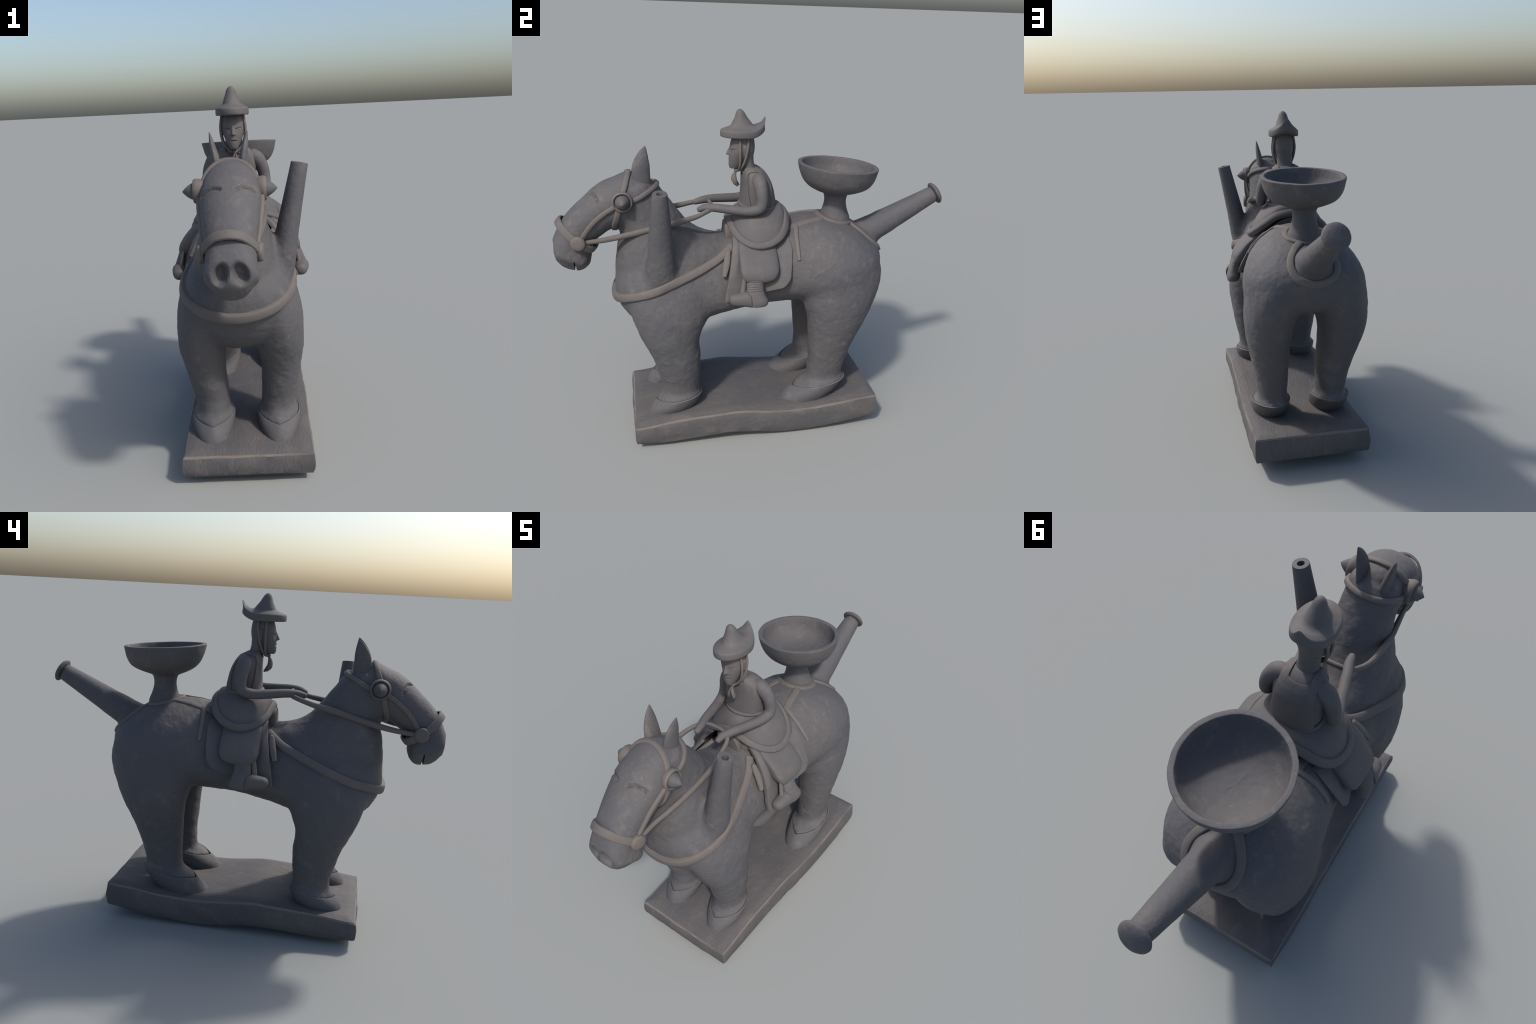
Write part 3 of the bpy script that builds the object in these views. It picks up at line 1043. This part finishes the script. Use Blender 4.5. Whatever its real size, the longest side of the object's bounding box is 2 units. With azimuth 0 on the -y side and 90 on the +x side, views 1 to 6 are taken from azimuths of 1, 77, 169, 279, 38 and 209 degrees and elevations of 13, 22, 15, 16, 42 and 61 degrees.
def rider_head():
    H = [(1.388, -.132, -.112, .006), (1.390, -.140, -.102, .016), (1.398, -.146, -.082, .021), (1.415, -.148, -.050, .030), (1.440, -.147, -.032, .041), (1.465, -.146, -.024, .049),
         (1.495, -.143, -.021, .0515), (1.525, -.137, -.024, .050), (1.552, -.126, -.032, .044), (1.575, -.108, -.05, .03)]
    n = 160
    V, F = loft([[(XC + .001 + w * spow(math.cos(a), .9), (y0 + y1) / 2 + (y1 - y0) / 2 * spow(math.sin(a), .9), z)
                  for a in np.linspace(0, 2 * PI, n, endpoint=False)] for z, y0, y1, w in smooth_table(H, 130)])
    V = np.array(V)
    x, y, z = V[:, 0] - XC - .001, V[:, 1], V[:, 2]
    face = smoothstep(-.07, -.11, y)
    nose = np.interp(z, [1.452, 1.4575, 1.462, 1.485, 1.500], [0, .016, .0155, .0065, 0])
    V[:, 1] -= face * nose * np.exp(-(x / (.0062 + .0022 * smoothstep(1.485, 1.458, z))) ** 2)
    socket = .0018 * np.exp(-((np.abs(x) - .022) / .013) ** 2 - ((z - 1.476) / .010) ** 2)
    V[:, 1] += face * socket
    for s in (1, -1):
        ex = s * x
        line = 1.4815 + .006 * np.clip((ex - .012) / .028, 0, 1) ** .8
        V[:, 1] += face * .0050 * np.exp(-((z - line) / .0016) ** 2) * smoothstep(.009, .014, ex) * smoothstep(.046, .040, ex)
    V[:, 1] += face * .0065 * np.exp(-((z - 1.4295 + .12 * x * x / .02) / .0018) ** 2) * smoothstep(.017, .012, np.abs(x - .002))
    V[:, 1] -= face * .002 * np.exp(-((z - 1.4355) / .004) ** 2 - (x / .013) ** 2)
    return V, F
add_mesh("head", *rider_head(), M_RIDER, RIDER, angle=70)
for s in (1, -1):
    rings = []
    for z, w, d in ((1.452, .002, .002), (1.458, .007, .005), (1.475, .009, .007), (1.492, .0115, .008), (1.504, .0115, .007), (1.508, .008, .004)):
        rings.append([(XC + s * (.050 + d * math.cos(a)), -.076 + w * math.sin(a), z) for a in np.linspace(0, 2 * PI, 20, endpoint=False)])
    add_mesh("ear", *loft(rings), M_RIDER, RIDER, angle=60)
    # hat cords down the cheeks to the knot
    for y0, pts in ((-.1, [(.046, -.100, 1.560), (.0535, -.101, 1.520), (.0575, -.101, 1.485), (.054, -.100, 1.445), (.042, -.099, 1.410), (.022, -.101, 1.386), (.010, -.106, 1.380)]),
                    (-.06, [(.047, -.062, 1.560), (.0535, -.062, 1.520), (.0575, -.066, 1.485), (.052, -.075, 1.440), (.040, -.086, 1.405), (.020, -.096, 1.384), (.008, -.104, 1.379)])):
        P = [(XC + s * a, b, c) for a, b, c in pts]
        add_mesh("hat_cord", *tube(spline(P, 44), .0062, 12, 1.0), M_STRAP, RIDER, angle=70)
    P = [(XC + .006, -.113, 1.378), (XC + .004 + s * .007, -.121, 1.350), (XC + .004 + s * .012, -.118, 1.325), (XC + .004 + s * .010, -.106 + (.010 if s < 0 else 0), 1.303)]
    add_mesh("cord_ribbon", *tube(spline(P, 24), [.004, .009, .0125, .013, .005], 12, .45, up=(1, 0, 0)), M_STRAP, RIDER, angle=70)
rings = revolve([(0, -.012), (.008, -.008), (.0105, 0), (.008, .008), (0, .012)], 16, (XC + .005, -.112, 1.379), (1, 0, 0))
add_mesh("cord_knot", *rings, M_STRAP, RIDER, angle=80)

def hat():
    n = 96
    cy, ly, lx = -.081, .109, .077
    A = [2 * PI * k / n for k in range(n)]           # 0 = front
    def back(a):
        return abs((a + PI) % (2 * PI) - PI) / PI     # 0 front .. 1 back
    def ring(f, z, lift_gain=1.0, peak_gain=0.0, out=0.0):
        res = []
        for a in A:
            b = back(a)
            lift = .032 * smoothstep(.58, 1.0, b) + .002 * (1 - b)
            da = (1 - b) * PI
            tip = math.exp(-(da / .27) ** 2)
            peak = .027 * tip + .005 * math.exp(-(da / .6) ** 2)
            ff = f + out * tip
            res.append((XC + lx * ff * math.sin(a), cy - ly * ff * math.cos(a), z + lift * lift_gain + peak * peak_gain))
        return res
    R = [ring(.45, 1.551, .3), ring(.62, 1.543, .5), ring(.95, 1.543), ring(.99, 1.545), ring(1.0, 1.549, 1), ring(1.003, 1.559, 1, .08, -.03), ring(1.0, 1.567, 1, .45, -.045),
         ring(.992, 1.572, 1, .98, .012), ring(.970, 1.5755, 1, 1.0, .018), ring(.93, 1.578, 1, .50, -.02), ring(.88, 1.580, .9, .28), ring(.79, 1.584, .75, .12), ring(.70, 1.588, .5, .03), ring(.62, 1.592, .2, 0), ring(.56, 1.596, .1, 0)]
    # crown cone, axis a little forward of the brim centre
    for r, z in ((.0545, 1.600), (.0475, 1.609), (.039, 1.622), (.031, 1.634), (.024, 1.650), (.018, 1.662), (.012, 1.669), (.006, 1.673), (.001, 1.674)):
        R.append([(XC - .001 + r * math.sin(a) * interp(z, [1.6, 1.66], [.76, 1.0]), -.084 - .012 * (z - 1.600) / .07 - r * math.cos(a), z) for a in A])
    return loft(R)
add_mesh("hat", *hat(), M_RIDER, RIDER, angle=60)

# legs: flared trouser leg, boot shaft, stirrup toe cup
for s in (1, -1):
    M = (lambda x: XC + s * x)
    rows = [(1.090, .115, -.115, .058, .025), (1.065, .142, -.121, .061, .029), (1.035, .170, -.125, .062, .031), (1.010, .198, -.127, .063, .034), (.980, .225, -.127, .064, .036), (.950, .246, -.127, .064, .038), (.930, .257, -.124, .059, .036),
            (.912, .264, -.116, .048, .032), (.900, .267, -.105, .032, .027), (.892, .268, -.092, .010, .021), (.888, .268, -.075, -.015, .012)]
    rings = []
    for z, xc, y0, y1, hx in smooth_table(rows, 40):
        rings.append([(M(xc + hx * spow(math.cos(a), .5)), (y0 + y1) / 2 + (y1 - y0) / 2 * spow(math.sin(a), .5), z + .10 * hx * math.cos(a)) for a in np.linspace(0, 2 * PI, 48, endpoint=False)])
    add_mesh("trouser_leg", *loft(rings), M_RIDER, RIDER, angle=60)
    # boot: shaft and heel
    rows = [(.925, .262, -.096, -.022, .026), (.895, .270, -.100, -.018, .030), (.860, .281, -.102, -.016, .032), (.832, .290, -.102, -.008, .034), (.812, .295, -.098, .003, .036),
            (.795, .298, -.094, .004, .034), (.783, .300, -.090, -.004, .028), (.779, .300, -.082, -.02, .018)]
    rings = []
    for z, xc, y0, y1, hx in smooth_table(rows, 110):
        ring = []
        for a in np.linspace(0, 2 * PI, 56, endpoint=False):
            outer = smoothstep(.1, .6, math.cos(a))
            cr = 0.0
            for zg in (.899, .889, .8785, .868, .857):
                zz = z - .008 * (1 - math.sin(a)) * 0 + .006 * math.sin(a) ** 2
                cr += .0035 * math.exp(-((zz - zg) / .0022) ** 2) * outer * smoothstep(.95, .75, abs(math.sin(a)))
            k = hx - cr
            ring.append((M(xc + k * spow(math.cos(a), .8)), (y0 + y1) / 2 + (y1 - y0) / 2 * spow(math.sin(a), .8), z))
        rings.append(ring)
    add_mesh("boot", *loft(rings), M_RIDER, RIDER, angle=60)
    # toe in its stirrup cup: a blunt sleeve lying along y
    rings = []
    for y, zc, rz, xc, rx in smooth_table([(-.084, .812, .038, .296, .037), (-.100, .816, .038, .295, .037), (-.125, .816, .034, .293, .035), (-.150, .815, .031, .291, .032), (-.170, .815, .026, .290, .027), (-.182, .815, .016, .289, .017), (-.186, .815, .003, .289, .003)], 30):
        tilt = .12 * smoothstep(-.16, -.09, y)
        rings.append([(M(xc + rx * spow(math.cos(a), .9)), y + tilt * (-rz * math.sin(a)) * .6, zc + rz * spow(math.sin(a), .9)) for a in np.linspace(0, 2 * PI, 36, endpoint=False)])
    add_mesh("stirrup_toe", *loft(rings), M_RIDER, RIDER, angle=60)
    P = [(M(.270), -.108, .925), (M(.276), -.112, .89), (M(.284), -.118, .845)]
    add_mesh("stirrup_leather", *tube(spline(P, 12), [.010, .012, .014], 12, .8, up=(1, 0, 0)), M_STRAP, RIDER, angle=60)
